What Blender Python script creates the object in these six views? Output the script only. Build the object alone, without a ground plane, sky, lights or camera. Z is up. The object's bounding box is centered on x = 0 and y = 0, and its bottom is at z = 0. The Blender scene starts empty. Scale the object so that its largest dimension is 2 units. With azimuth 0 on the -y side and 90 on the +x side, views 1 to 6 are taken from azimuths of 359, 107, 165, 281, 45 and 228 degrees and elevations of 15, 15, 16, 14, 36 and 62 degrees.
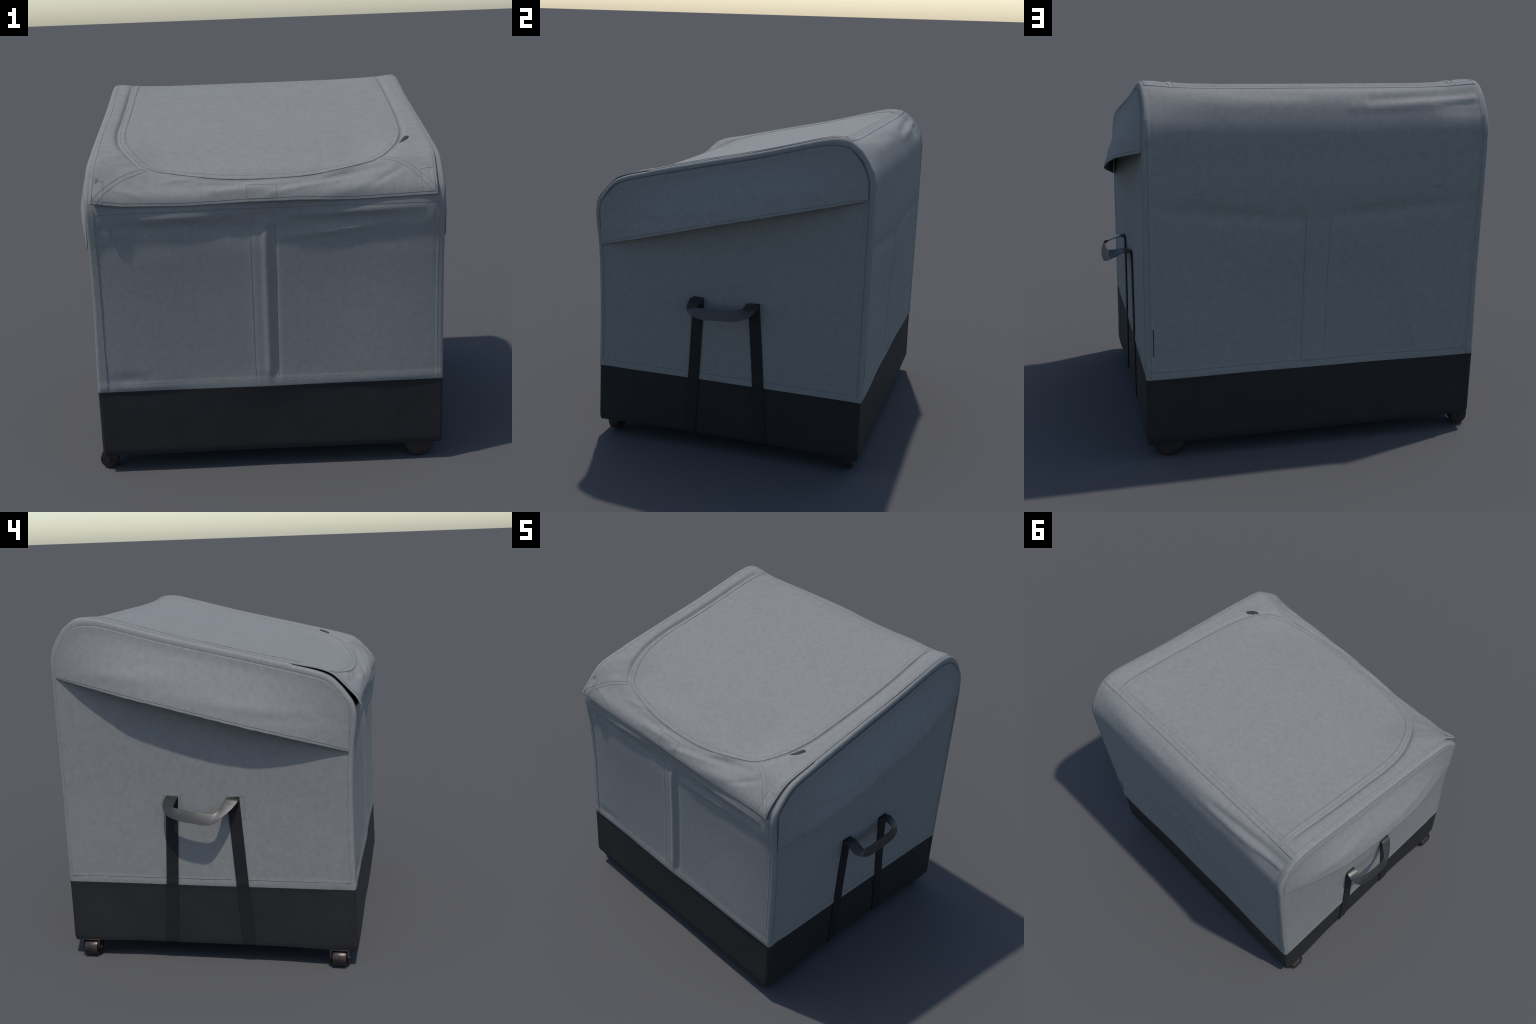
"""Grey fabric cover with black skirt over a wheeled cart, built procedurally."""
import bpy, math
import numpy as np
from mathutils import Vector

rng = np.random.default_rng(7)

# ------------------------------------------------------------------ materials
def new_mat(name):
    m = bpy.data.materials.new(name)
    m.use_nodes = True
    nt = m.node_tree
    b = nt.nodes["Principled BSDF"]
    return m, nt, b

def fabric(name, dark, light, rough=0.85, weave=0.25, spec=0.25, mottle=34.0, sheen=0.0):
    m, nt, b = new_mat(name)
    N, L = nt.nodes, nt.links
    tc = N.new("ShaderNodeTexCoord")
    n1 = N.new("ShaderNodeTexNoise"); n1.inputs["Scale"].default_value = mottle
    n1.inputs["Detail"].default_value = 8; n1.inputs["Roughness"].default_value = 0.72
    L.new(tc.outputs["Object"], n1.inputs["Vector"])
    n2 = N.new("ShaderNodeTexNoise"); n2.inputs["Scale"].default_value = 130
    n2.inputs["Detail"].default_value = 3
    L.new(tc.outputs["Object"], n2.inputs["Vector"])
    mx = N.new("ShaderNodeMath"); mx.operation = 'MULTIPLY_ADD'
    L.new(n2.outputs["Fac"], mx.inputs[0]); mx.inputs[1].default_value = 0.35
    L.new(n1.outputs["Fac"], mx.inputs[2])
    cr = N.new("ShaderNodeValToRGB")
    cr.color_ramp.elements[0].position = 0.45; cr.color_ramp.elements[0].color = (*dark, 1)
    cr.color_ramp.elements[1].position = 0.90; cr.color_ramp.elements[1].color = (*light, 1)
    L.new(mx.outputs[0], cr.inputs["Fac"])
    L.new(cr.outputs["Color"], b.inputs["Base Color"])
    b.inputs["Roughness"].default_value = rough
    b.inputs["Specular IOR Level"].default_value = spec
    b.inputs["Sheen Weight"].default_value = sheen
    w = N.new("ShaderNodeTexNoise"); w.inputs["Scale"].default_value = 260
    w.inputs["Detail"].default_value = 2
    L.new(tc.outputs["Object"], w.inputs["Vector"])
    bm = N.new("ShaderNodeBump"); bm.inputs["Strength"].default_value = weave
    bm.inputs["Distance"].default_value = 0.002
    L.new(w.outputs["Fac"], bm.inputs["Height"]); L.new(bm.outputs["Normal"], b.inputs["Normal"])
    return m

MAT_GREY = fabric("grey_canvas", (0.166, 0.167, 0.162), (0.210, 0.210, 0.203))
MAT_BLACK = fabric("black_canvas", (0.0125, 0.0125, 0.013), (0.0185, 0.0185, 0.019), rough=0.7, spec=0.25, mottle=6)
MAT_STRAP = fabric("black_webbing", (0.008, 0.008, 0.009), (0.013, 0.013, 0.0135), rough=0.6, spec=0.25, weave=0.4)
MAT_LOOP = fabric("black_loop_webbing", (0.012, 0.012, 0.012), (0.03, 0.029, 0.028), rough=0.40, spec=0.5, weave=0.12, mottle=22)
MAT_STITCH = fabric("dark_thread", (0.118, 0.120, 0.118), (0.145, 0.146, 0.143), weave=0.0)
MAT_GAP_SHADE = fabric("painted_gap_shade", (0.02, 0.022, 0.024), (0.035, 0.037, 0.04), weave=0.0)  # dark colour painted for the shade inside the tear and the open seam
MAT_UNDER = fabric("underside_board", (0.008, 0.008, 0.008), (0.012, 0.012, 0.012), weave=0.0)

def metal(name, c0, c1, metallic, rough):
    m, nt, b = new_mat(name)
    N, L = nt.nodes, nt.links
    tc = N.new("ShaderNodeTexCoord")
    n = N.new("ShaderNodeTexNoise"); n.inputs["Scale"].default_value = 45; n.inputs["Detail"].default_value = 5
    L.new(tc.outputs["Object"], n.inputs["Vector"])
    cr = N.new("ShaderNodeValToRGB")
    cr.color_ramp.elements[0].position = 0.35; cr.color_ramp.elements[0].color = (*c0, 1)
    cr.color_ramp.elements[1].position = 0.65; cr.color_ramp.elements[1].color = (*c1, 1)
    L.new(n.outputs["Fac"], cr.inputs["Fac"]); L.new(cr.outputs["Color"], b.inputs["Base Color"])
    b.inputs["Metallic"].default_value = metallic; b.inputs["Roughness"].default_value = rough
    return m
MAT_FORK = metal("dark_caster_metal", (0.016, 0.011, 0.011), (0.03, 0.021, 0.02), 0.3, 0.5)
MAT_TREAD = metal("worn_wheel_tread", (0.03, 0.02, 0.02), (0.055, 0.04, 0.038), 0.5, 0.36)
MAT_BIGWHEEL = metal("dark_wheel_rubber", (0.014, 0.009, 0.009), (0.026, 0.017, 0.016), 0.0, 0.6)

# ------------------------------------------------------------------ object helpers
root = bpy.data.objects.new("covered_cart", None)
bpy.context.scene.collection.objects.link(root)
root["label"] = "boxy grey fabric cover with black skirt over a wheeled cart"
root["category"] = "cart cover"

def add_obj(name, verts, faces, mat, parent=root, smooth=True, normals=None, kind=None):
    me = bpy.data.meshes.new(name)
    me.from_pydata([tuple(map(float, v)) for v in verts], [], faces)
    me.materials.append(mat)
    if smooth:
        me.polygons.foreach_set("use_smooth", [True] * len(me.polygons))
    me.update()
    if normals is not None:
        me.normals_split_custom_set_from_vertices([tuple(map(float, n)) for n in normals])
    ob = bpy.data.objects.new(name, me)
    bpy.context.scene.collection.objects.link(ob)
    ob.parent = parent
    if kind: ob["kind"] = kind
    return ob

def sharp_by_angle(ob, deg=35):
    ob.data.set_sharp_from_angle(angle=math.radians(deg))

def grid_faces(nr, nc, off=0, flip=False):
    f = []
    for i in range(nr - 1):
        for j in range(nc - 1):
            a = off + i * nc + j
            q = (a, a + 1, a + nc + 1, a + nc)
            f.append(q[::-1] if flip else q)
    return f

def sstep(a, b, x):
    t = np.clip((x - a) / (b - a), 0, 1)
    return t * t * (3 - 2 * t)

def smooth_noise(x, y, seed, scale):
    """cheap sum-of-sines noise in [-1,1]"""
    r = np.random.default_rng(seed)
    out = 0 * x
    for k in range(7):
        a = r.uniform(0, 2 * np.pi); f = scale * r.uniform(0.6, 1.9); p = r.uniform(0, 6.28)
        out = out + np.sin(f * (np.cos(a) * x + np.sin(a) * y) + p)
    return out / 5.0

# ------------------------------------------------------------------ side profile (y, z), front bottom -> over the top -> back bottom
FRONT = [(-.774, .094), (-.772, .26), (-.770, .437), (-.762, .70), (-.758, .97), (-.763, 1.17), (-.776, 1.31), (-.778, 1.36), (-.766, 1.412), (-.738, 1.455), (-.708, 1.492)]
TOP = [(-.655, 1.541), (-.595, 1.567), (-.52, 1.587), (-.18, 1.667), (.18, 1.749), (.43, 1.815), (.52, 1.836), (.59, 1.841), (.645, 1.833), (.690, 1.806), (.722, 1.772)]
BACK = [(.752, 1.728), (.775, 1.680), (.787, 1.625), (.791, 1.50), (.791, 1.32), (.789, 1.05), (.787, .75), (.784, .437), (.784, .26), (.786, .090)]
CTRL = np.array(FRONT + TOP + BACK) + np.array([-.002, 0])

def catmull(P, n=14):
    out = []
    Q = np.vstack([2 * P[0] - P[1], P, 2 * P[-1] - P[-2]])
    for i in range(1, len(Q) - 2):
        p0, p1, p2, p3 = Q[i - 1:i + 3]
        d01, d12, d23 = [max(np.linalg.norm(b - a), 1e-6) ** .5 for a, b in ((p0, p1), (p1, p2), (p2, p3))]
        m1 = (p1 - p0) / d01 - (p2 - p0) / (d01 + d12) + (p2 - p1) / d12
        m2 = (p2 - p1) / d12 - (p3 - p1) / (d12 + d23) + (p3 - p2) / d23
        m1, m2 = m1 * d12, m2 * d12
        for t in np.linspace(0, 1, n, endpoint=False):
            out.append((2*t**3-3*t**2+1)*p1 + (t**3-2*t**2+t)*m1 + (-2*t**3+3*t**2)*p2 + (t**3-t**2)*m2)
    out.append(P[-1])
    return np.array(out)

DENSE = catmull(CTRL)
ARC = np.concatenate([[0], np.cumsum(np.linalg.norm(np.diff(DENSE, axis=0), axis=1))])
TOTAL = ARC[-1]
_tan = np.gradient(DENSE, ARC, axis=0)
_tan /= np.linalg.norm(_tan, axis=1)[:, None]
_nor = np.stack([-_tan[:, 1], _tan[:, 0]], 1)      # outward: front face -> -y
def prof(s):
    s = np.clip(s, 0, TOTAL)
    P = np.stack([np.interp(s, ARC, DENSE[:, k]) for k in (0, 1)], -1)
    n = np.stack([np.interp(s, ARC, _nor[:, k]) for k in (0, 1)], -1)
    return P, n / np.linalg.norm(n, axis=-1, keepdims=True)

def nearest_s(pt):
    return ARC[np.argmin(np.linalg.norm(DENSE - np.array(pt), axis=1))]
S_FA = nearest_s((-.708, 1.492))      # middle of the front roll
S_BA = nearest_s((.737, 1.752))       # middle of the back roll
_fm = ARC <= S_FA
_bm = ARC >= S_BA
_tm = (ARC >= nearest_s((-.778, 1.36))) & (ARC <= nearest_s((.787, 1.625)))
def s_front(z): return np.interp(z, DENSE[_fm][:, 1], ARC[_fm])
def s_back(z): return np.interp(z, DENSE[_bm][::-1, 1], ARC[_bm][::-1])
def s_top(y): return np.interp(y, DENSE[_tm][:, 0], ARC[_tm])

HEM_Z = 0.437
EDGE_R = 0.016
CREST_SAG = 0.014
def x_left(z): return -(0.864 + 0.010 * (1 - sstep(.45, .95, z)) - .006 * sstep(1.5, 1.8, z))
def x_right(z): return 0.856 - .010 * sstep(1.5, 1.8, z) + 0 * z

# ------------------------------------------------------------------ soft folds, given as ridge segments
def ridge(u, v, segs):
    d = 0 * u
    for (u0, v0, u1, v1, w, h) in segs:
        du, dv = u1 - u0, v1 - v0
        ll = du * du + dv * dv
        t = np.clip(((u - u0) * du + (v - v0) * dv) / ll, 0, 1)
        dist = np.hypot(u - u0 - t * du, v - v0 - t * dv)
        d = d + h * np.exp(-(dist / w) ** 2) * (0.35 + 0.65 * np.sin(np.pi * np.clip(t, .08, .92)))
    return d

FRONT_FOLDS = [  # (x, z) on the front panel
    (-.60, 1.305, -.20, 1.316, .016, .007), (.12, 1.303, .74, 1.322, .014, .007),
    (.04, 1.190, .50, 1.238, .016, .007), (-.78, 1.27, -.40, 1.265, .03, -.006),
    (.10, 1.26, .70, 1.28, .025, -.006), (-.45, 1.255, -.05, 1.245, .03, -.005), (-.03, 1.268, .01, 1.262, .02, .008),
    (-.80, .50, -.62, .50, .03, -.004), (-.35, .43, .25, .45, .06, .004)]
BACK_FOLDS = [  # (x, z) on the back panel
    (-.83, 1.800, -.25, 1.765, .020, -.017), (-.80, 1.768, -.15, 1.735, .020, .007), (-.84, 1.752, -.62, 1.742, .014, -.007),
    (-.84, 1.775, -.62, 1.765, .012, .006), (-.60, 1.815, .05, 1.79, .02, .005), (.05, 1.785, .45, 1.795, .02, -.005),
    (-.84, 1.715, -.60, 1.715, .014, -.004),
    (.80, 1.285, .10, 1.205, .036, -.010), (.10, 1.205, -.80, 1.275, .036, -.011),
    (.85, 1.37, -.85, 1.37, .10, .006)]

def ear(y, ax):
    """raised corners at the back of the top"""
    return .007 * np.exp(-((y - .62) / .09) ** 2) * sstep(.66, .80, ax) + .004 * sstep(.74, .83, ax) * sstep(-.75, -.60, y)

def strip_disp(s, x, recess=True):
    P, n = prof(s)
    y, z = P[..., 0], P[..., 1]
    front = (sstep(.6, .9, -n[..., 0])) * (y < 0)
    back = sstep(.15, .6, n[..., 0]) * (y > 0)
    top = (s > s_front(1.33)) & (s < S_BA)
    inside = 1 - sstep(.79, .85, np.abs(x))
    d = 0 * s + 0 * x
    # front panel: folds, central pleat with a crest and a steep right flank
    pleat = (np.exp(-((x + .055) / .035) ** 2) * .45 + np.exp(-((x + .012) / .020) ** 2)) * .012 - .006 * np.exp(-((x - .030) / .014) ** 2)
    d = d + front * inside * pleat * .85 * sstep(.45, .53, z) * (1 - sstep(1.20, 1.27, z))
    d = d + front * inside * np.exp(-((x + .01) / .09) ** 2) * .003 * np.exp(-((z - .44) / .10) ** 2)
    d = d + front * inside * ridge(x, z, FRONT_FOLDS)
    d = d + front * inside * .003 * smooth_noise(x, z, 3, 7)
    # back panel
    d = d + back * inside * ridge(x, z, BACK_FOLDS)
    d = d + back * inside * .003 * smooth_noise(x, z, 5, 6)
    d = d + back * .002 * (np.exp(-((x - .011) / .055) ** 8)) * (z < 1.225) * (z > .47)
    # seam bands beside the vertical corners, hem band above the skirt
    edge = sstep(.815, .822, np.abs(x))
    d = d + .0025 * edge * (z > HEM_Z) * (1 - sstep(1.3, 1.42, z) * (y < .70))
    d = d + .0025 * (1 - sstep(HEM_Z + .036, HEM_Z + .042, z)) * (z > HEM_Z - .002)
    # black skirt: hangs soft, tucks in at the foot
    sk = (z < HEM_Z - .002)
    d = d + sk * (.004 * smooth_noise(x, z, 9, 5) * inside - .001)
    d = d - sk * .007 * np.clip((.125 - z) / .035, 0, 1) ** 2
    # hidden panel below the lid flap
    if recess: d = d - .06 * (1 - sstep(.745, .795, np.abs(x))) * (s > s_front(1.40)) * (1 - sstep(s_top(.58), s_top(.625), s))
    d = d + ear(y, np.abs(x)) * (z > 1.6)
    d = d - CREST_SAG * (1 - sstep(.50, .80, np.abs(x))) * (s >= s_top(.60)) * np.exp(-((s - s_top(.60)) / .10) ** 2)
    d = d + .016 * np.exp(-((s - s_top(.722)) / .07) ** 2) * (1 - sstep(.45, .80, np.abs(x))) * (y > 0)
    # broad shape of the walls
    d = d - back * .017 * np.exp(-((x - .05) / .50) ** 4) * np.exp(-((z - .72) / .30) ** 4)
    d = d + front * .005 * np.exp(-((np.abs(x) - .62) / .22) ** 2) * inside * (z > HEM_Z) * (1 - sstep(1.08, 1.20, z))
    d = d - front * inside * np.exp(-((z - 1.27) / .09) ** 2) * (.018 * np.exp(-((x + .1) / .38) ** 2) - .006)
    d = d + (y < 0) * (n[..., 0] < -.8) * .008 * np.clip((HEM_Z - z) / .34, 0, 1)
    return d

def strip_point(s, x):
    """x is the true x coordinate; rounds over at the side edges handled by the grid"""
    P, n = prof(s)
    d = strip_disp(s, x)
    return np.stack([x + 0 * s, P[..., 0] + n[..., 0] * d, P[..., 1] + n[..., 1] * d], -1), np.stack([0 * s + 0 * x, n[..., 0] + 0 * x, n[..., 1] + 0 * x], -1)

# sampling along the profile: skirt rows, wall rows, top rows, mirrored counts at the back
K, N1, N2 = 22, 110, 110
s_f = np.concatenate([np.linspace(0, s_front(HEM_Z), K), np.linspace(s_front(HEM_Z), S_FA, N1 - K + 1)[1:]])
s_t = np.linspace(S_FA, S_BA, N2)
s_b = np.concatenate([np.linspace(S_BA, s_back(HEM_Z), N1 - K + 1), np.linspace(s_back(HEM_Z), TOTAL, K)[1:]])
S = np.concatenate([s_f, s_t[1:-1], s_b])
NS = len(S)
iA, iB = len(s_f) - 1, NS - len(s_b)

# columns across the width: flat part + quarter round on both sides
T = np.unique(np.concatenate([np.linspace(-1, 1, 170), np.linspace(-.12, .1, 60), np.linspace(.93, 1, 14), np.linspace(-1, -.93, 14)]))
PROF, NOR = prof(S)
zz = PROF[:, 1]
xl, xr = x_left(zz), x_right(zz)
cols = []
A5 = np.linspace(0, math.pi / 2, 6)
def col_round(a, side):
    xs = (xr - EDGE_R + EDGE_R * math.sin(a)) if side > 0 else (xl + EDGE_R - EDGE_R * math.sin(a))
    base = strip_disp(S, (xr - EDGE_R) if side > 0 else (xl + EDGE_R))
    off = base * math.cos(a) - EDGE_R * (1 - math.cos(a))
    tuck = -.007 * np.clip((.125 - zz) / .035, 0, 1) ** 2 * math.sin(a)
    return np.stack([xs + side * tuck * 1.0, PROF[:, 0] + NOR[:, 0] * off, PROF[:, 1] + NOR[:, 1] * off], -1)
for a in A5[:0:-1]: cols.append(col_round(a, -1))
for t in T:
    x = (xl + EDGE_R) + (t + 1) / 2 * ((xr - EDGE_R) - (xl + EDGE_R))
    cols.append(strip_point(S, x)[0])
for a in A5[1:]: cols.append(col_round(a, 1))
STRIP = np.stack(cols, 1)             # NS x NC x 3
NC = STRIP.shape[1]
verts = list(STRIP.reshape(-1, 3))
faces, tags = [], []
def tag_of(i):
    z0 = zz[i]; z1 = zz[i + 1]; y = PROF[i, 0]
    if i < K - 1 or i >= NS - K: return "skirt"
    if i < iA: return "front_panel"
    if i >= iB: return "back_panel"
    return "top_panel"
for i in range(NS - 1):
    tg = tag_of(i)
    for j in range(NC - 1):
        a = i * NC + j
        faces.append((a, a + 1, a + NC + 1, a + NC)); tags.append(tg)

# side panels: ruled between front and back edges, arched by the top edge
def side_wave(y, z):
    w = .003 * smooth_noise(y, z, 21, 5) * (1 - sstep(.66, .76, np.abs(y)))
    return w
def side_x(y, z, sgn):
    x = x_right(z) if sgn > 0 else x_left(z)
    w = side_wave(y, z * 1.0 + (3 if sgn > 0 else 0)) * (1 - sstep(1.1, 1.5, z))
    w = w + .0025 * (z > HEM_Z) * (1 - sstep(HEM_Z + .036, HEM_Z + .042, z))
    w = w - .007 * np.clip((.125 - z) / .035, 0, 1) ** 2
    w = w + .010 * np.clip((HEM_Z - z) / .25, 0, 1) * sstep(.35, .62, np.abs(y)) * (1 - sstep(.70, .78, np.abs(y)))
    if sgn < 0: w = w + .001 * sstep(.5, .9, z)
    if sgn > 0: w = w - .006 - .012 * np.exp(-((y - .15) / .5) ** 2) * sstep(.9, 1.25, z)
    return x + sgn * w
V = np.linspace(0, 1, len(s_f))
U = np.linspace(0, 1, iB - iA + 1)
for sgn, cidx in ((-1, 0), (1, NC - 1)):
    Ed = STRIP[:, cidx, :]
    Lb = Ed[:iA + 1]; Rb = Ed[iB:][::-1]; Tb = Ed[iA:iB + 1]
    index = -np.ones((len(V), len(U)), int)
    index[:, 0] = [i * NC + cidx for i in range(iA + 1)]
    index[:, -1] = [i * NC + cidx for i in range(NS - 1, iB - 1, -1)]
    index[-1, :] = [i * NC + cidx for i in range(iA, iB + 1)]
    for r in range(len(V) - 1):
        w = V[r] ** 3
        for c in range(1, len(U) - 1):
            u = U[c]
            p = (1 - u) * Lb[r] + u * Rb[r] + w * (Tb[c] - ((1 - u) * Tb[0] + u * Tb[-1]))
            p = p.copy()
            p[2] += .012 * (1 - (2 * u - 1) ** 6) * max(0, 1 - r / 8)
            fade = min(1, min(u, 1 - u) / .03, (1 - V[r]) / .03)
            ex = (1 - u) * Lb[r][0] + u * Rb[r][0]
            p[0] = ex * (1 - fade) + float(side_x(np.array(p[1]), np.array(p[2]), sgn)) * fade
            index[r, c] = len(verts); verts.append(p)
    for r in range(len(V) - 1):
        tg = "skirt" if r < K - 1 else "side_panel" + ("L" if sgn < 0 else "R")
        for c in range(len(U) - 1):
            q = (index[r, c], index[r, c + 1], index[r + 1, c + 1], index[r + 1, c])
            faces.append(q if sgn > 0 else q[::-1]); tags.append(tg)

# whole-body vertex normals, then split by region
tmp = bpy.data.meshes.new("tmp"); tmp.from_pydata([tuple(map(float, v)) for v in verts], [], faces); tmp.update()
VN = np.zeros(len(verts) * 3); tmp.vertices.foreach_get("normal", VN); VN = VN.reshape(-1, 3)
bpy.data.meshes.remove(tmp)
VA = np.array(verts)
for tg in ("front_panel", "top_panel", "back_panel", "side_panelL", "side_panelR", "skirt"):
    ff = [f for f, t in zip(faces, tags) if t == tg]
    used = np.unique(np.array(ff).ravel()); remap = {int(g): k for k, g in enumerate(used)}
    add_obj(tg.rstrip("LR"), VA[used], [tuple(remap[int(v)] for v in f) for f in ff],
            MAT_BLACK if tg == "skirt" else MAT_GREY, normals=VN[used])

# underside board, closes the skirt
add_obj("underside_board", [(-.835, -.735, .104), (.825, -.735, .104), (.825, .745, .108), (-.835, .745, .108),
                            (-.835, -.735, .13), (.825, -.735, .13), (.825, .745, .13), (-.835, .745, .13)],
        [(0, 3, 2, 1), (4, 5, 6, 7), (0, 1, 5, 4), (1, 2, 6, 5), (2, 3, 7, 6), (3, 0, 4, 7)], MAT_UNDER, smooth=False)

# ------------------------------------------------------------------ lid flap: lies on top, folds over the front
SEAM = [(-.728, .650), (-.735, .30), (-.738, 0), (-.738, -.25), (-.712, -.40), (-.64, -.555), (-.56, -.645), (-.40, -.692), (-.20, -.718),
        (0, -.724), (.20, -.717), (.40, -.687), (.56, -.632), (.655, -.52), (.702, -.38), (.718, -.20), (.725, .10), (.722, .40), (.712, .650)]
SEAM_XS = catmull(np.array([(x, float(s_top(y))) for x, y in SEAM]), 10)
def seam_dist(x, s):
    """signed distance to the panel seam in (x, s); positive on the border side"""
    best = np.full(np.broadcast(x, s).shape, 9.0); sign = np.ones_like(best)
    for (a, b) in zip(SEAM_XS[:-1], SEAM_XS[1:]):
        dx, ds = b - a; ll = dx * dx + ds * ds
        t = np.clip(((x - a[0]) * dx + (s - a[1]) * ds) / ll, 0, 1)
        d = np.hypot(x - a[0] - t * dx, s - a[1] - t * ds)
        cr = dx * (s - a[1]) - ds * (x - a[0])
        m = d < best
        best = np.where(m, d, best); sign = np.where(m, np.where(cr > 0, -1, 1), sign)
    return best * sign
_S = lambda y: float(s_top(y))
FLAP_HEM_S = float(s_front(1.372))
LID_FOLDS = [  # (x, s)
    (.34, _S(-.738), .02, _S(-.768), .016, .007), (.66, _S(-.70), .50, _S(-.76), .016, -.006), (-.50, _S(-.72), -.30, _S(-.705), .016, .005), (-.78, _S(-.735), -.60, _S(-.765), .016, .005),
    (.56, _S(-.69), .08, _S(-.755), .022, -.010), (.60, _S(-.745), .30, _S(-.772), .030, .006), (.62, _S(-.62), .78, _S(-.72), .03, -.006),
    (-.30, _S(-.735), -.12, _S(-.745), .018, -.010), (-.26, _S(-.758), .0, _S(-.752), .022, .008), (-.62, _S(-.715), -.35, _S(-.75), .04, -.007),
    (-.72, _S(-.66), -.60, _S(-.60), .03, -.006), (-.80, _S(-.60), -.66, _S(-.48), .035, .005), (.22, _S(-.735), .48, _S(-.665), .018, .006)]
def lid_x0(s): return -.833 + .004 * np.sin(9 * s)
def lid_x1(s): return .826 - .014 * (1 - sstep(FLAP_HEM_S, FLAP_HEM_S + .35, s))
S_SEAM_BACK = float(s_top(.655))
def lid_off(s, x, sd=None):
    P, n = prof(s); y = P[..., 0]
    ax = np.abs(x)
    inn = 1 - np.where(x < 0, sstep(.48, .77, ax), sstep(.42, .73, ax))
    frontness = np.where(s < s_top(-.60), np.exp(-((s - s_top(-.60)) / .13) ** 2), np.exp(-((s - s_top(-.60)) / .20) ** 2))
    hemfade = sstep(FLAP_HEM_S + .02, FLAP_HEM_S + .13, s)
    d = .003 + 0 * x + 0 * s
    rear = np.exp(-((s - s_top(.56)) / .14) ** 2)
    d = d - ((CREST_SAG + .006) * rear + .036 * frontness + .005) * inn * hemfade
    d = d + ear(y, ax) 
    # rolled border beside the recessed panel
    if sd is None: sd = seam_dist(x, s)
    sidey = sstep(-.70, -.45, y)
    amt = np.where(x < 0, .013, .006) * (0.25 + .75 * sidey) * (1 - .5 * sstep(.3, .6, y))
    d = d - amt * np.exp(-((sd - .011) / .011) ** 2)
    d = d + .002 * np.exp(-((sd - .05) / .025) ** 2) * sidey
    d = d + .0025 * (sstep(-.030, -.026, sd) - sstep(-.004, 0, sd))
    # folds at the front drop
    d = d + ridge(x, s, LID_FOLDS) * (1 - sstep(.79, .82, ax))
    d = d + .0025 * smooth_noise(x, s, 31, 6) * (1 - sstep(.70, .80, ax))
    # hem stands off the front panel, left and right edges lift towards the front
    hem = 1 - sstep(FLAP_HEM_S, FLAP_HEM_S + .16, s)
    d = d + hem * (.007 + .006 * np.exp(-((x + .80) / .10) ** 2) + .004 * np.sin(7 * x + .6))
    d = d + .013 * (1 - sstep(_S(-.72), _S(-.42), s)) * sstep(.70, .83, -x)
    d = d + .009 * (1 - sstep(_S(-.74), _S(-.55), s)) * sstep(.72, .82, x)
    d = d + .0025 * np.exp(-((s - _S(.25)) / .15) ** 2) * sstep(.80, .83, x)
    k = sstep(s_top(.54), s_top(.615), s)          # sewn flush to the back panel
    return d * (1 - k) + (strip_disp(s, x, False) + .0018) * k
def lid_point(s, x, lift=0.0):
    P, n = prof(s)
    d = lid_off(s, x) + lift
    return np.stack([x, P[..., 0] + n[..., 0] * d, P[..., 1] + n[..., 1] * d], -1), np.stack([0 * x, n[..., 0], n[..., 1]], -1)
ns, nx = 230, 300
ls = np.concatenate([np.linspace(FLAP_HEM_S, _S(-.45), 110), np.linspace(_S(-.45), S_SEAM_BACK, ns - 109)[1:]])
lu = np.linspace(0, 1, nx)
SS, UU = np.meshgrid(ls, lu, indexing='ij')
hem_wob = .004 * np.sin(13 * UU + 1.0) + .0016 * smooth_noise(UU * 40, UU * 0, 77, 1.6) - .014 * np.exp(-(UU / .06) ** 2) * -1.0
SS = SS + hem_wob * (1 - sstep(FLAP_HEM_S, FLAP_HEM_S + .15, SS))
XX = lid_x0(SS) + UU * (lid_x1(SS) - lid_x0(SS))
XX = XX + .0022 * smooth_noise(SS * 40, SS * 0, 78, 1.5) * np.where(UU < .012, 1 - UU / .012, 0) * (SS < _S(-.4))
LID = lid_point(SS, XX)[0]
top_v = LID.reshape(-1, 3)
lid = add_obj("lid_flap", top_v, grid_faces(ns, nx), MAT_GREY)
sol = lid.modifiers.new("cloth thickness", 'SOLIDIFY'); sol.thickness = 0.005; sol.offset = -1

# ------------------------------------------------------------------ side flaps that stand out along a slanted hem
P_Y = np.array([-.762, -.64, -.485, -.31, -.19, -.06, .18, .353, .48, .60, .755])
P_OUT = np.array([0.0, .026, .062, .094, .103, .107, .103, .095, .070, .045, 0.0])
def flap_hem_z(y): return 1.162 + (y + .762) / 1.517 * .383 + .014 * np.sin((y + .762) / 1.517 * np.pi)
BAND = 0.030
_s_lin = np.linspace(s_front(1.16), s_back(1.50), 900)
_p, _n = prof(_s_lin); _in = _p - _n * BAND
def flap_top_z(y):
    """upper edge: profile offset inwards by the seam band (upper envelope over y)"""
    yy = np.atleast_1d(y); out = np.zeros_like(yy, dtype=float)
    o = np.argsort(_in[:, 0], kind='stable')
    m = _in[:, 1] > 1.18
    for k, v in enumerate(yy.ravel()):
        w = np.abs(_in[:, 0] - v) < .004
        out.ravel()[k] = _in[w, 1].max() if w.any() else np.interp(v, _in[o, 0], _in[o, 1])
    return out
def smooth1(a, n=5):
    k = np.ones(n) / n
    return np.convolve(np.pad(a, n // 2, mode='edge'), k, mode='valid')
FY0, FY1 = -.745, .757
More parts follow.
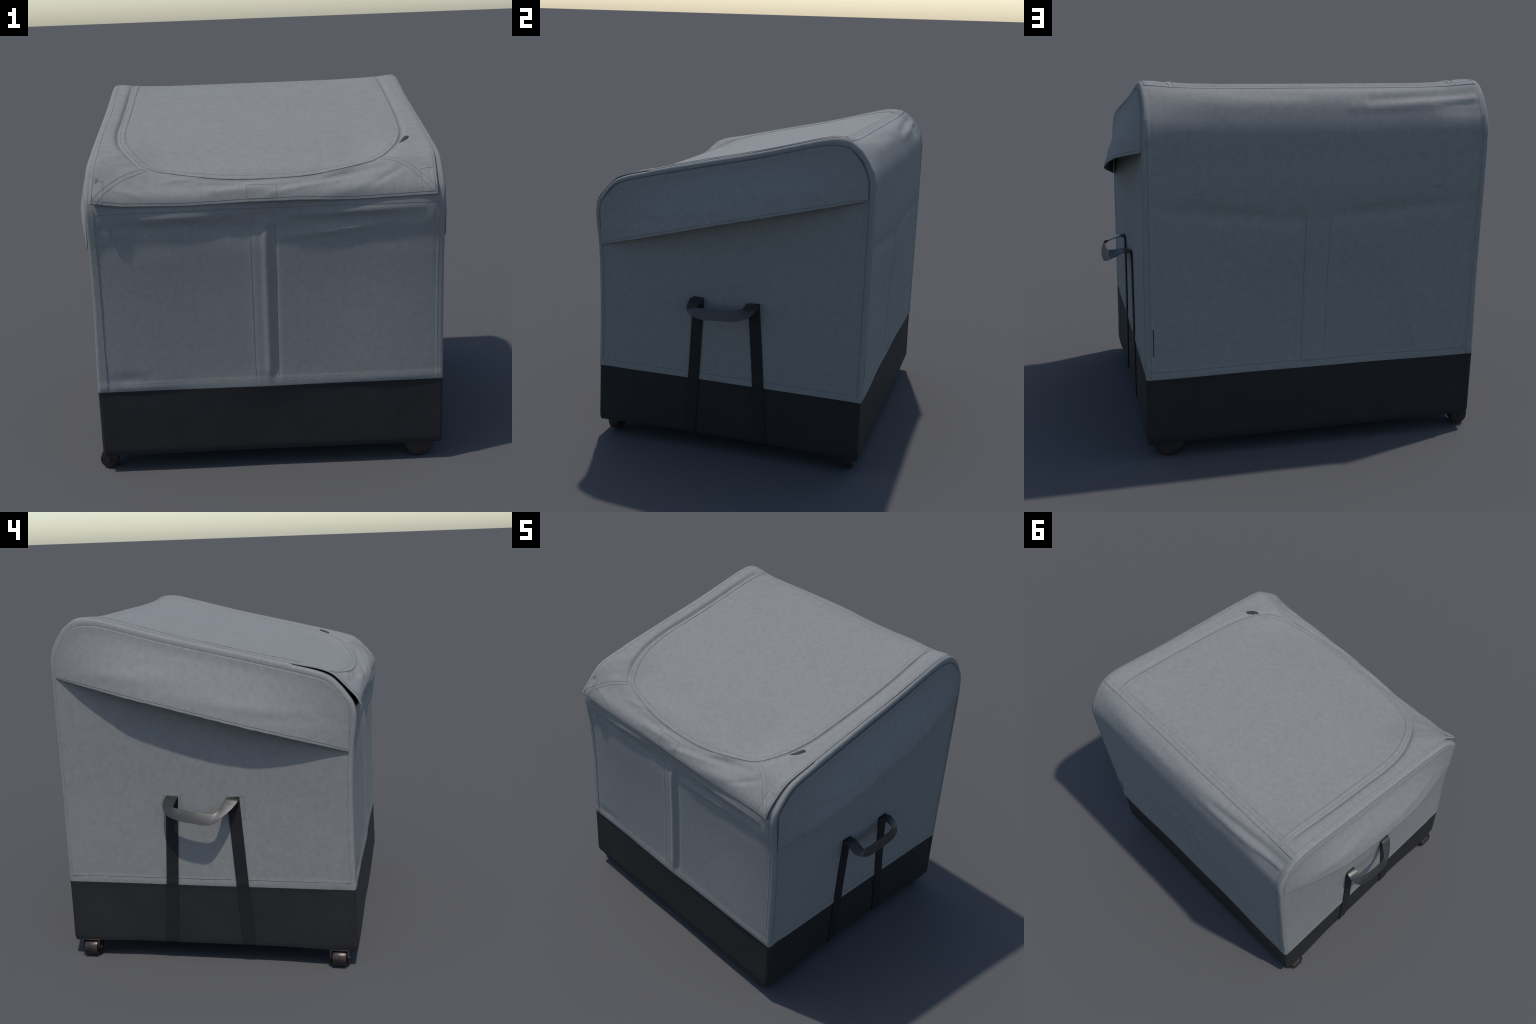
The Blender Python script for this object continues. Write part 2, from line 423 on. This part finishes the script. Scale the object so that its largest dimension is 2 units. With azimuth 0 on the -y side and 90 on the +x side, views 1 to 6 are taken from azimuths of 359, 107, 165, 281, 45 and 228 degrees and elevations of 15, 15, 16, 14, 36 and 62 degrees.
def side_flap(sgn, gain, power):
    nu, nv = 150, 60
    u = (1 - np.cos(np.linspace(0, np.pi, nu))) / 2
    y = FY0 + u * (FY1 - FY0)
    zt = smooth1(flap_top_z(y), 3); zh = flap_hem_z(y)
    zt = np.maximum(zt, zh + .02)
    po = smooth1(np.interp(y, P_Y, P_OUT), 9) * gain
    if sgn > 0: po = po * (1 + .22 * sstep(.15, .5, -y))
    po[0] = po[-1] = 0
    ragged = .0018 * smooth_noise(y * 30, y * 0, 50 + sgn, 2.2)
    v = np.linspace(0, 1, nv)
    Vv, Y = np.meshgrid(v, y, indexing='ij')
    Z = zt * (1 - Vv) + (zh + ragged * np.sin(np.pi * u)) * Vv
    g = Vv ** power * (1 + .25 * np.sin(np.pi * Vv))
    bul = ridge(Y, Vv, [(-.55, .62, .0, .78, .10, .006), (.2, .55, .62, .85, .10, .007), (-.72, .50, -.30, .86, .08, -.006), (-.6, .10, .5, .12, .10, -.005)])
    endf = np.sin(np.pi * u) ** .5
    bul = bul + .003 * smooth_noise(Y, Z, 60 + sgn, 7)
    x0 = x_right(Z) if sgn > 0 else -x_left(Z)
    X = sgn * (x0 + .0035 + po * g + bul * endf * np.sin(np.pi * np.clip(Vv, 0, .92)))
    vv = np.stack([X, Y, Z], -1)
    ob = add_obj("side_flap", vv.reshape(-1, 3), grid_faces(nv, nu, flip=(sgn > 0)), MAT_GREY)
    m = ob.modifiers.new("cloth thickness", 'SOLIDIFY'); m.thickness = 0.005; m.offset = -1
    return vv
FLAP_L = side_flap(-1, 1.02, 1.25)
FLAP_R = side_flap(1, .88, 1.6)

# ------------------------------------------------------------------ stitching: thin raised threads laid on the surfaces
def thread(points, normals, width=.0028, height=.0013, sink=.001):
    P = np.asarray(points, float); Nn = np.asarray(normals, float)
    Tn = np.gradient(P, axis=0); Tn /= np.linalg.norm(Tn, axis=1)[:, None] + 1e-9
    B = np.cross(Tn, Nn); B /= np.linalg.norm(B, axis=1)[:, None] + 1e-9
    N2_ = np.cross(B, Tn)
    ring = [P - B * width / 2 - N2_ * sink, P - B * width / 4 + N2_ * height, P + B * width / 4 + N2_ * height, P + B * width / 2 - N2_ * sink]
    n = len(P)
    v = np.stack(ring, 1).reshape(-1, 3)
    f = []
    for i in range(n - 1):
        for k in range(3):
            a = i * 4 + k
            f.append((a, a + 1, a + 5, a + 4))
    return v, f
class Sewing:
    def __init__(s): s.v = []; s.f = []; s.n = 0
    def add(s, pts, nrm, **k):
        v, f = thread(pts, nrm, **k)
        s.f += [tuple(q + s.n for q in ff) for ff in f]; s.v.append(v); s.n += len(v)
    def build(s, name="stitching", mat=MAT_STITCH):
        return add_obj(name, np.vstack(s.v), s.f, mat, kind="stuff")
def wob(n, amp=.0012, seed=0):
    return amp * smooth_noise(np.linspace(0, 30, n), np.zeros(n), seed, 1.0)

front_sew, back_sew, side_sew, lid_sew, skirt_sew = Sewing(), Sewing(), Sewing(), Sewing(), Sewing()
def on_strip(sew, s, x, **k):
    s, x = np.broadcast_arrays(np.asarray(s, float), np.asarray(x, float))
    p, n = strip_point(s, x); sew.add(p, n, **k)
W = dict(width=.0026, height=.0010)
zs = np.linspace(HEM_Z + .004, 1.36, 200)
for x in (-.823, .822): on_strip(front_sew, s_front(zs), x + wob(200, seed=int(1000 + x * 10)), **W)
xs = np.linspace(-.838, .836, 300)
on_strip(front_sew, s_front(HEM_Z + .039 + wob(300, seed=2)), xs, **W)
on_strip(front_sew, s_front(1.343 + wob(300, seed=3)), np.linspace(-.82, .82, 300), **W)
zs = np.linspace(HEM_Z + .042, 1.257, 150)
for x0, x1 in ((-.082, -.084), (.033, .038)): on_strip(front_sew, s_front(zs), np.linspace(x0, x1, 150), **W)
zs = np.linspace(HEM_Z + .004, 1.70, 220)
for x in (-.830, .832): on_strip(back_sew, s_back(zs), x + 0 * zs, **W)
on_strip(back_sew, s_back(HEM_Z + .038 + wob(300, seed=5)), xs, **W)
zs = np.linspace(HEM_Z + .04, 1.224, 150)
for x0, x1 in ((.075, .071), (-.047, -.050)): on_strip(back_sew, s_back(zs), np.linspace(x0, x1, 150), **W)
for xc in (.59, -.60):
    for dz in (0, .008): on_strip(back_sew, s_back(np.full(12, 1.348 + dz)), np.linspace(xc - .022, xc + .022, 12), **W)
front_sew.build(); back_sew.build()
# raised dark strip imitating an open seam near the back corner
dark_strip = Sewing(); on_strip(dark_strip, s_back(np.linspace(.560, .700, 20)), np.full(20, .819), width=.006, height=.0015); dark_strip.build("seam_dark_strip", MAT_GAP_SHADE)

def on_side(sew, y, z, sgn, **k):
    y, z = np.broadcast_arrays(np.asarray(y, float), np.asarray(z, float))
    x = side_x(y, z, sgn)
    sew.add(np.stack([x, y, z], -1), np.stack([0 * y + sgn, 0 * y, 0 * y], -1), **k)
for sgn in (-1, 1):
    # band that follows the whole edge
    ss = np.linspace(s_front(HEM_Z + .004), s_back(HEM_Z + .004), 500)
    p, n = prof(ss)
    q = p - n * .0235
    m = q[:, 1] > .46
    x = np.array([float(x_right(np.array(b))) if sgn > 0 else float(x_left(np.array(b))) for a, b in q])
    side_sew.add(np.stack([x, q[:, 0], q[:, 1]], -1)[m], np.tile([sgn, 0, 0], (m.sum(), 1)), **W)
    on_side(side_sew, np.linspace(-.745, .757, 260), HEM_Z + .038 + wob(260, seed=8 + sgn), sgn, **W)
    for yc in ((-.205, .180) if sgn < 0 else (-.160, .166)):
        yc = -.156 if yc == -.205 else yc
        y0, y1, z0, z1 = yc - .049, yc + .049, .808, .928
        loop = [(y0, z0), (y1, z0), (y1, z1), (y0, z1), (y0, z0)]
        for (a, b), (c, d) in zip(loop[:-1], loop[1:]):
            on_side(side_sew, np.linspace(a, c, 14), np.linspace(b, d, 14), sgn, **W)
    for yv in (-.56, .56):
        on_side(skirt_sew, np.full(30, yv), np.linspace(.13, HEM_Z - .004, 30), sgn, width=.004, height=.0012)
# hem stitch on the side flaps
for fl, sgn in ((FLAP_L, -1), (FLAP_R, 1)):
    row = fl[-4].copy(); row[:, 0] += sgn * .0002
    nrm = np.tile([sgn * .9, 0, .3], (len(row), 1)); side_sew.add(row[3:-3], nrm[3:-3], **W)
side_sew.build(); skirt_sew.build(mat=MAT_BLACK)

def on_lid(s, x, **k):
    s, x = np.broadcast_arrays(np.asarray(s, float), np.asarray(x, float))
    p, n = lid_point(s, x); lid_sew.add(p, n, **k)
# double stitch along the panel seam
tx = np.gradient(SEAM_XS, axis=0); tx /= np.linalg.norm(tx, axis=1)[:, None]
nxs = np.stack([-tx[:, 1], tx[:, 0]], 1)
def dense(c, n=420):
    a = np.concatenate([[0], np.cumsum(np.linalg.norm(np.diff(c, axis=0), axis=1))])
    q = np.linspace(0, a[-1], n); return np.stack([np.interp(q, a, c[:, k]) for k in (0, 1)], 1)
for o in (.003, .028):
    c = dense(SEAM_XS + nxs * o); on_lid(c[:, 1], c[:, 0], **W)
# diagonal darts at the front corners
DART_L = [(-.575, -.650), (-.62, -.676), (-.69, -.705), (-.75, -.740), (-.815, -.7735)]
DART_R = [(.565, -.640), (.615, -.655), (.68, -.690), (.745, -.738), (.800, -.7735)]
for D in (DART_L, DART_R):
    c = catmull(np.array([(x, float(s_top(y))) for x, y in D]), 12)
    t = np.gradient(c, axis=0); t /= np.linalg.norm(t, axis=1)[:, None]; n_ = np.stack([-t[:, 1], t[:, 0]], 1)
    for o in (-.012, .012):
        q = dense(c + n_ * o, 60); on_lid(np.maximum(q[:, 1], FLAP_HEM_S + .015), np.clip(q[:, 0], -.825, .805), **W)
# hem, side edges and back edge
xe = np.linspace(-.826, .805, 300); on_lid(FLAP_HEM_S + .016 + np.interp(xe, XX[0], SS[0] - FLAP_HEM_S), xe, **W)
se = np.linspace(FLAP_HEM_S + .02, S_SEAM_BACK, 260)
on_lid(se, lid_x0(se) + .012, **W); on_lid(se, lid_x1(se) - .012, **W)
xe = np.linspace(-.828, .822, 260); on_lid(np.full(260, S_SEAM_BACK - .034), xe, **W)
# rectangles sewn at centre and corners of the hem
def lid_rect(x0, x1, s0, s1):
    loop = [(x0, s0), (x1, s0), (x1, s1), (x0, s1), (x0, s0)]
    for (a, b), (c, d) in zip(loop[:-1], loop[1:]): on_lid(np.linspace(b, d, 20), np.linspace(a, c, 20), **W)
lid_rect(-.093, .048, FLAP_HEM_S + .017, FLAP_HEM_S + .085)
lid_rect(-.821, -.772, FLAP_HEM_S + .022, FLAP_HEM_S + .132)
lid_rect(.742, .803, FLAP_HEM_S + .018, FLAP_HEM_S + .138)
lid_sew.build()

# thin dark patches on the lid imitate a torn hole and left-corner scuff
def lid_patch(name, outline, mat, lift=.0022):
    c = np.mean(outline, axis=0); V_, F_ = [], []
    n = len(outline)
    rings = [0.0, .2, .4, .6, .8, 1.0]
    pts = []
    for r in rings[1:]:
        for o in outline: pts.append(c + (np.array(o) - c) * r)
    pts = [c] + pts
    a = np.array(pts)
    p, _ = lid_point(a[:, 1], a[:, 0], lift)
    for k in range(n): F_.append((0, 1 + k, 1 + (k + 1) % n))
    for r in range(len(rings) - 2):
        a0, b0 = 1 + r * n, 1 + (r + 1) * n
        for k in range(n):
            F_.append((a0 + k, b0 + k, b0 + (k + 1) % n, a0 + (k + 1) % n))
    add_obj(name, p, F_, mat)
lid_patch("dark_tear_patch", [(.676, _S(-.503)), (.700, _S(-.497)), (.722, _S(-.476)), (.738, _S(-.440)), (.722, _S(-.430)), (.716, _S(-.440)), (.708, _S(-.438)), (.706, _S(-.452)), (.695, _S(-.462)), (.692, _S(-.478))], MAT_GAP_SHADE)
lid_patch("dark_tear_patch", [(-.812, _S(-.708)), (-.796, _S(-.705)), (-.803, _S(-.722)), (-.811, _S(-.724))], MAT_STITCH)

# ------------------------------------------------------------------ webbing straps and carrying loops
def ribbon(name, centre, wdir, width, thick, mat, square=True):
    """flat band with thickness along a path; wdir = direction across the band"""
    P = np.asarray(centre, float); Wd = np.asarray(wdir, float); Wd /= np.linalg.norm(Wd, axis=1)[:, None]
    Tn = np.gradient(P, axis=0); Tn /= np.linalg.norm(Tn, axis=1)[:, None]
    if square:
        Wd = Wd - Tn * np.sum(Wd * Tn, 1)[:, None]; Wd /= np.linalg.norm(Wd, axis=1)[:, None]
    Nn = np.cross(Tn, Wd); Nn /= np.linalg.norm(Nn, axis=1)[:, None]
    n = len(P); m = 7
    u = np.linspace(-.5, .5, m)
    vs = []
    for side in (1, -1):
        for k in u:
            crown = .0012 * (1 - (2 * k) ** 2) if side > 0 else 0
            vs.append(P + Wd * width * k + Nn * (side * thick / 2 + crown))
    ring = [*range(m), *range(2 * m - 1, m - 1, -1)]
    Vv = np.stack([vs[r] for r in ring], 1)
    M = len(ring); v = Vv.reshape(-1, 3); f = []
    for i in range(n - 1):
        for k in range(M):
            f.append((i * M + k, i * M + (k + 1) % M, (i + 1) * M + (k + 1) % M, (i + 1) * M + k))
    f.append(tuple(range(M))[::-1]); f.append(tuple((n - 1) * M + k for k in range(M)))
    ob = add_obj(name, v, f, mat); sharp_by_angle(ob, 50)
    return ob
def spline3(pts, n=10): return catmull(np.array(pts, float), n)

STRAPS = {-1: (((.178, .920), (.199, .447), (.220, .118)), ((-.147, .920), (-.182, .447), (-.206, .118))),
          1: (((-.157, .920), (-.184, .447), (-.206, .118)), ((.165, .920), (.199, .447), (.219, .118)))}
for sgn, pair in STRAPS.items():
    for st in pair:
        zz_ = np.linspace(.924, .112, 50)
        yy_ = np.interp(-zz_, [-st[0][1], -st[1][1], -st[2][1]], [p[0] for p in st])
        xx_ = np.array([float(side_x(np.array(a), np.array(b), sgn)) for a, b in zip(yy_, zz_)]) + sgn * .0035
        ribbon("strap", np.stack([xx_, yy_, zz_], 1), np.tile([0, 1, 0], (50, 1)), .065, .005, MAT_STRAP)
# carrying loops, described by their two edges: (inner edge -> top of the grip), (outer edge -> bottom of the grip)
LOOP_L = [((-.864, .146, .890), (-.864, .210, .890)), ((-.868, .146, .919), (-.868, .210, .919)), ((-.895, .146, .919), (-.895, .213, .914)),
          ((-.925, .149, .904), (-.932, .213, .884)), ((-.943, .152, .889), (-.964, .184, .849)), ((-.950, .115, .880), (-.982, .122, .829)),
          ((-.957, .030, .868), (-.988, .040, .817)), ((-.950, -.058, .857), (-.984, -.040, .808)), ((-.932, -.080, .871), (-.964, -.093, .834)),
          ((-.902, -.099, .902), (-.920, -.152, .880)), ((-.882, -.112, .921), (-.887, -.178, .912)), ((-.868, -.115, .919), (-.868, -.180, .915)), ((-.864, -.115, .890), (-.864, -.180, .890))]
LOOP_R = [((.858, -.125, .890), (.858, -.190, .890)), ((.862, -.125, .919), (.862, -.190, .919)), ((.905, -.125, .922), (.905, -.194, .918)),
          ((.945, -.130, .917), (.947, -.192, .895)), ((.968, -.132, .914), (.980, -.158, .874)), ((.975, -.090, .914), (.990, -.103, .857)),
          ((.976, .000, .920), (.994, .000, .861)), ((.975, .090, .928), (.990, .118, .870)), ((.962, .128, .932), (.973, .167, .889)),
          ((.935, .134, .934), (.938, .196, .912)), ((.900, .133, .930), (.900, .198, .924)), ((.862, .133, .919), (.862, .198, .919)), ((.858, .133, .890), (.858, .198, .890))]
for LP in (LOOP_L, LOOP_R):
    a, b = spline3([p for p, _ in LP], 8), spline3([q for _, q in LP], 8)
    if LP is LOOP_R:      # this grip hangs a little lower
        drop = .011 * sstep(.88, .95, a[:, 0]); a[:, 2] -= drop; b[:, 2] -= drop
    ribbon("handle_loop", (a + b) / 2, a - b, np.linalg.norm(a - b, axis=1)[:, None], .004, MAT_LOOP, square=False)

# ------------------------------------------------------------------ casters
def lathe_y(cx, cy, cz, prof_, seg=40):
    """ring profile [(offset along y, radius)] revolved about a y axis"""
    v, f = [], []
    n = len(prof_)
    for (dy, r) in prof_:
        for k in range(seg):
            a = 2 * math.pi * k / seg
            v.append((cx + r * math.cos(a), cy + dy, cz + r * math.sin(a)))
    for i in range(n - 1):
        for k in range(seg):
            f.append((i * seg + k, i * seg + (k + 1) % seg, (i + 1) * seg + (k + 1) % seg, (i + 1) * seg + k))
    f.append(tuple(range(seg))[::-1]); f.append(tuple((n - 1) * seg + k for k in range(seg)))
    return v, [q[::-1] for q in f]
def box(x0, x1, y0, y1, z0, z1):
    v = [(x0, y0, z0), (x1, y0, z0), (x1, y1, z0), (x0, y1, z0), (x0, y0, z1), (x1, y0, z1), (x1, y1, z1), (x0, y1, z1)]
    return v, [(0, 3, 2, 1), (4, 5, 6, 7), (0, 1, 5, 4), (1, 2, 6, 5), (2, 3, 7, 6), (3, 0, 4, 7)]
def plate_poly(pts_xz, y0, y1):
    n = len(pts_xz)
    v = [(x, y0, z) for x, z in pts_xz] + [(x, y1, z) for x, z in pts_xz]
    f = [tuple(range(n)), tuple(range(2 * n - 1, n - 1, -1))] + [(k, n + k, n + (k + 1) % n, (k + 1) % n) for k in range(n)]
    return v, f
def joined(name, parts, mat, parent, bevel=.002):
    V_, F_ = [], []
    for v, f in parts:
        F_ += [tuple(q + len(V_) for q in ff) for ff in f]; V_ += list(v)
    ob = add_obj(name, V_, F_, mat, parent=parent); sharp_by_angle(ob, 40)
    if bevel:
        b = ob.modifiers.new("soft edges", 'BEVEL'); b.width = bevel; b.segments = 2; b.limit_method = 'ANGLE'
    return ob
for cx, cy in ((-.852, -.685), (-.852, .685)):
    c = bpy.data.objects.new("caster", None); bpy.context.scene.collection.objects.link(c); c.parent = root
    r = .046; cz = .046
    joined("wheel", [lathe_y(cx, cy, cz, [(-.037, .018), (-.037, .040), (-.036, .045), (-.034, r), (.034, r), (.036, .045), (.037, .040), (.037, .018)])], MAT_TREAD, c, 0)
    cheek = [(cx - .030, .100), (cx - .040, .062), (cx - .014, .016), (cx + .014, .016), (cx + .046, .062), (cx + .050, .100)]
    joined("fork", [plate_poly(cheek, cy - .049, cy - .041), plate_poly(cheek, cy + .041, cy + .049),
                    box(cx - .03, cx + .05, cy - .041, cy + .041, .094, .100),
                    lathe_y(cx, cy, cz, [(-.055, .012), (.055, .012)], 16)], MAT_FORK, c)
    sg = 1 if cy > 0 else -1
    joined("mounting_plate", [box(cx + .002, cx + .16, min(cy + sg * .06, cy - sg * .10), max(cy + sg * .06, cy - sg * .10), .100, .1085)], MAT_FORK, c)
for cx, cy in ((.742, -.712), (.742, .712)):
    c = bpy.data.objects.new("caster", None); bpy.context.scene.collection.objects.link(c); c.parent = root
    r = .076; cz = .076
    joined("wheel", [lathe_y(cx, cy, cz, [(-.034, .020), (-.034, .062), (-.030, .071), (-.024, r), (.024, r), (.030, .071), (.034, .062), (.034, .020)])], MAT_BIGWHEEL, c, 0)
    joined("hub", [lathe_y(cx, cy, cz, [(-.040, .008), (-.040, .018), (.040, .018), (.040, .008)], 24)], MAT_FORK, c, 0)
    sg = 1 if cy > 0 else -1
    joined("mounting_plate", [box(cx - .06, cx + .085, min(cy + sg * .045, cy - sg * .13), max(cy + sg * .045, cy - sg * .13), .086, .1075)], MAT_FORK, c)
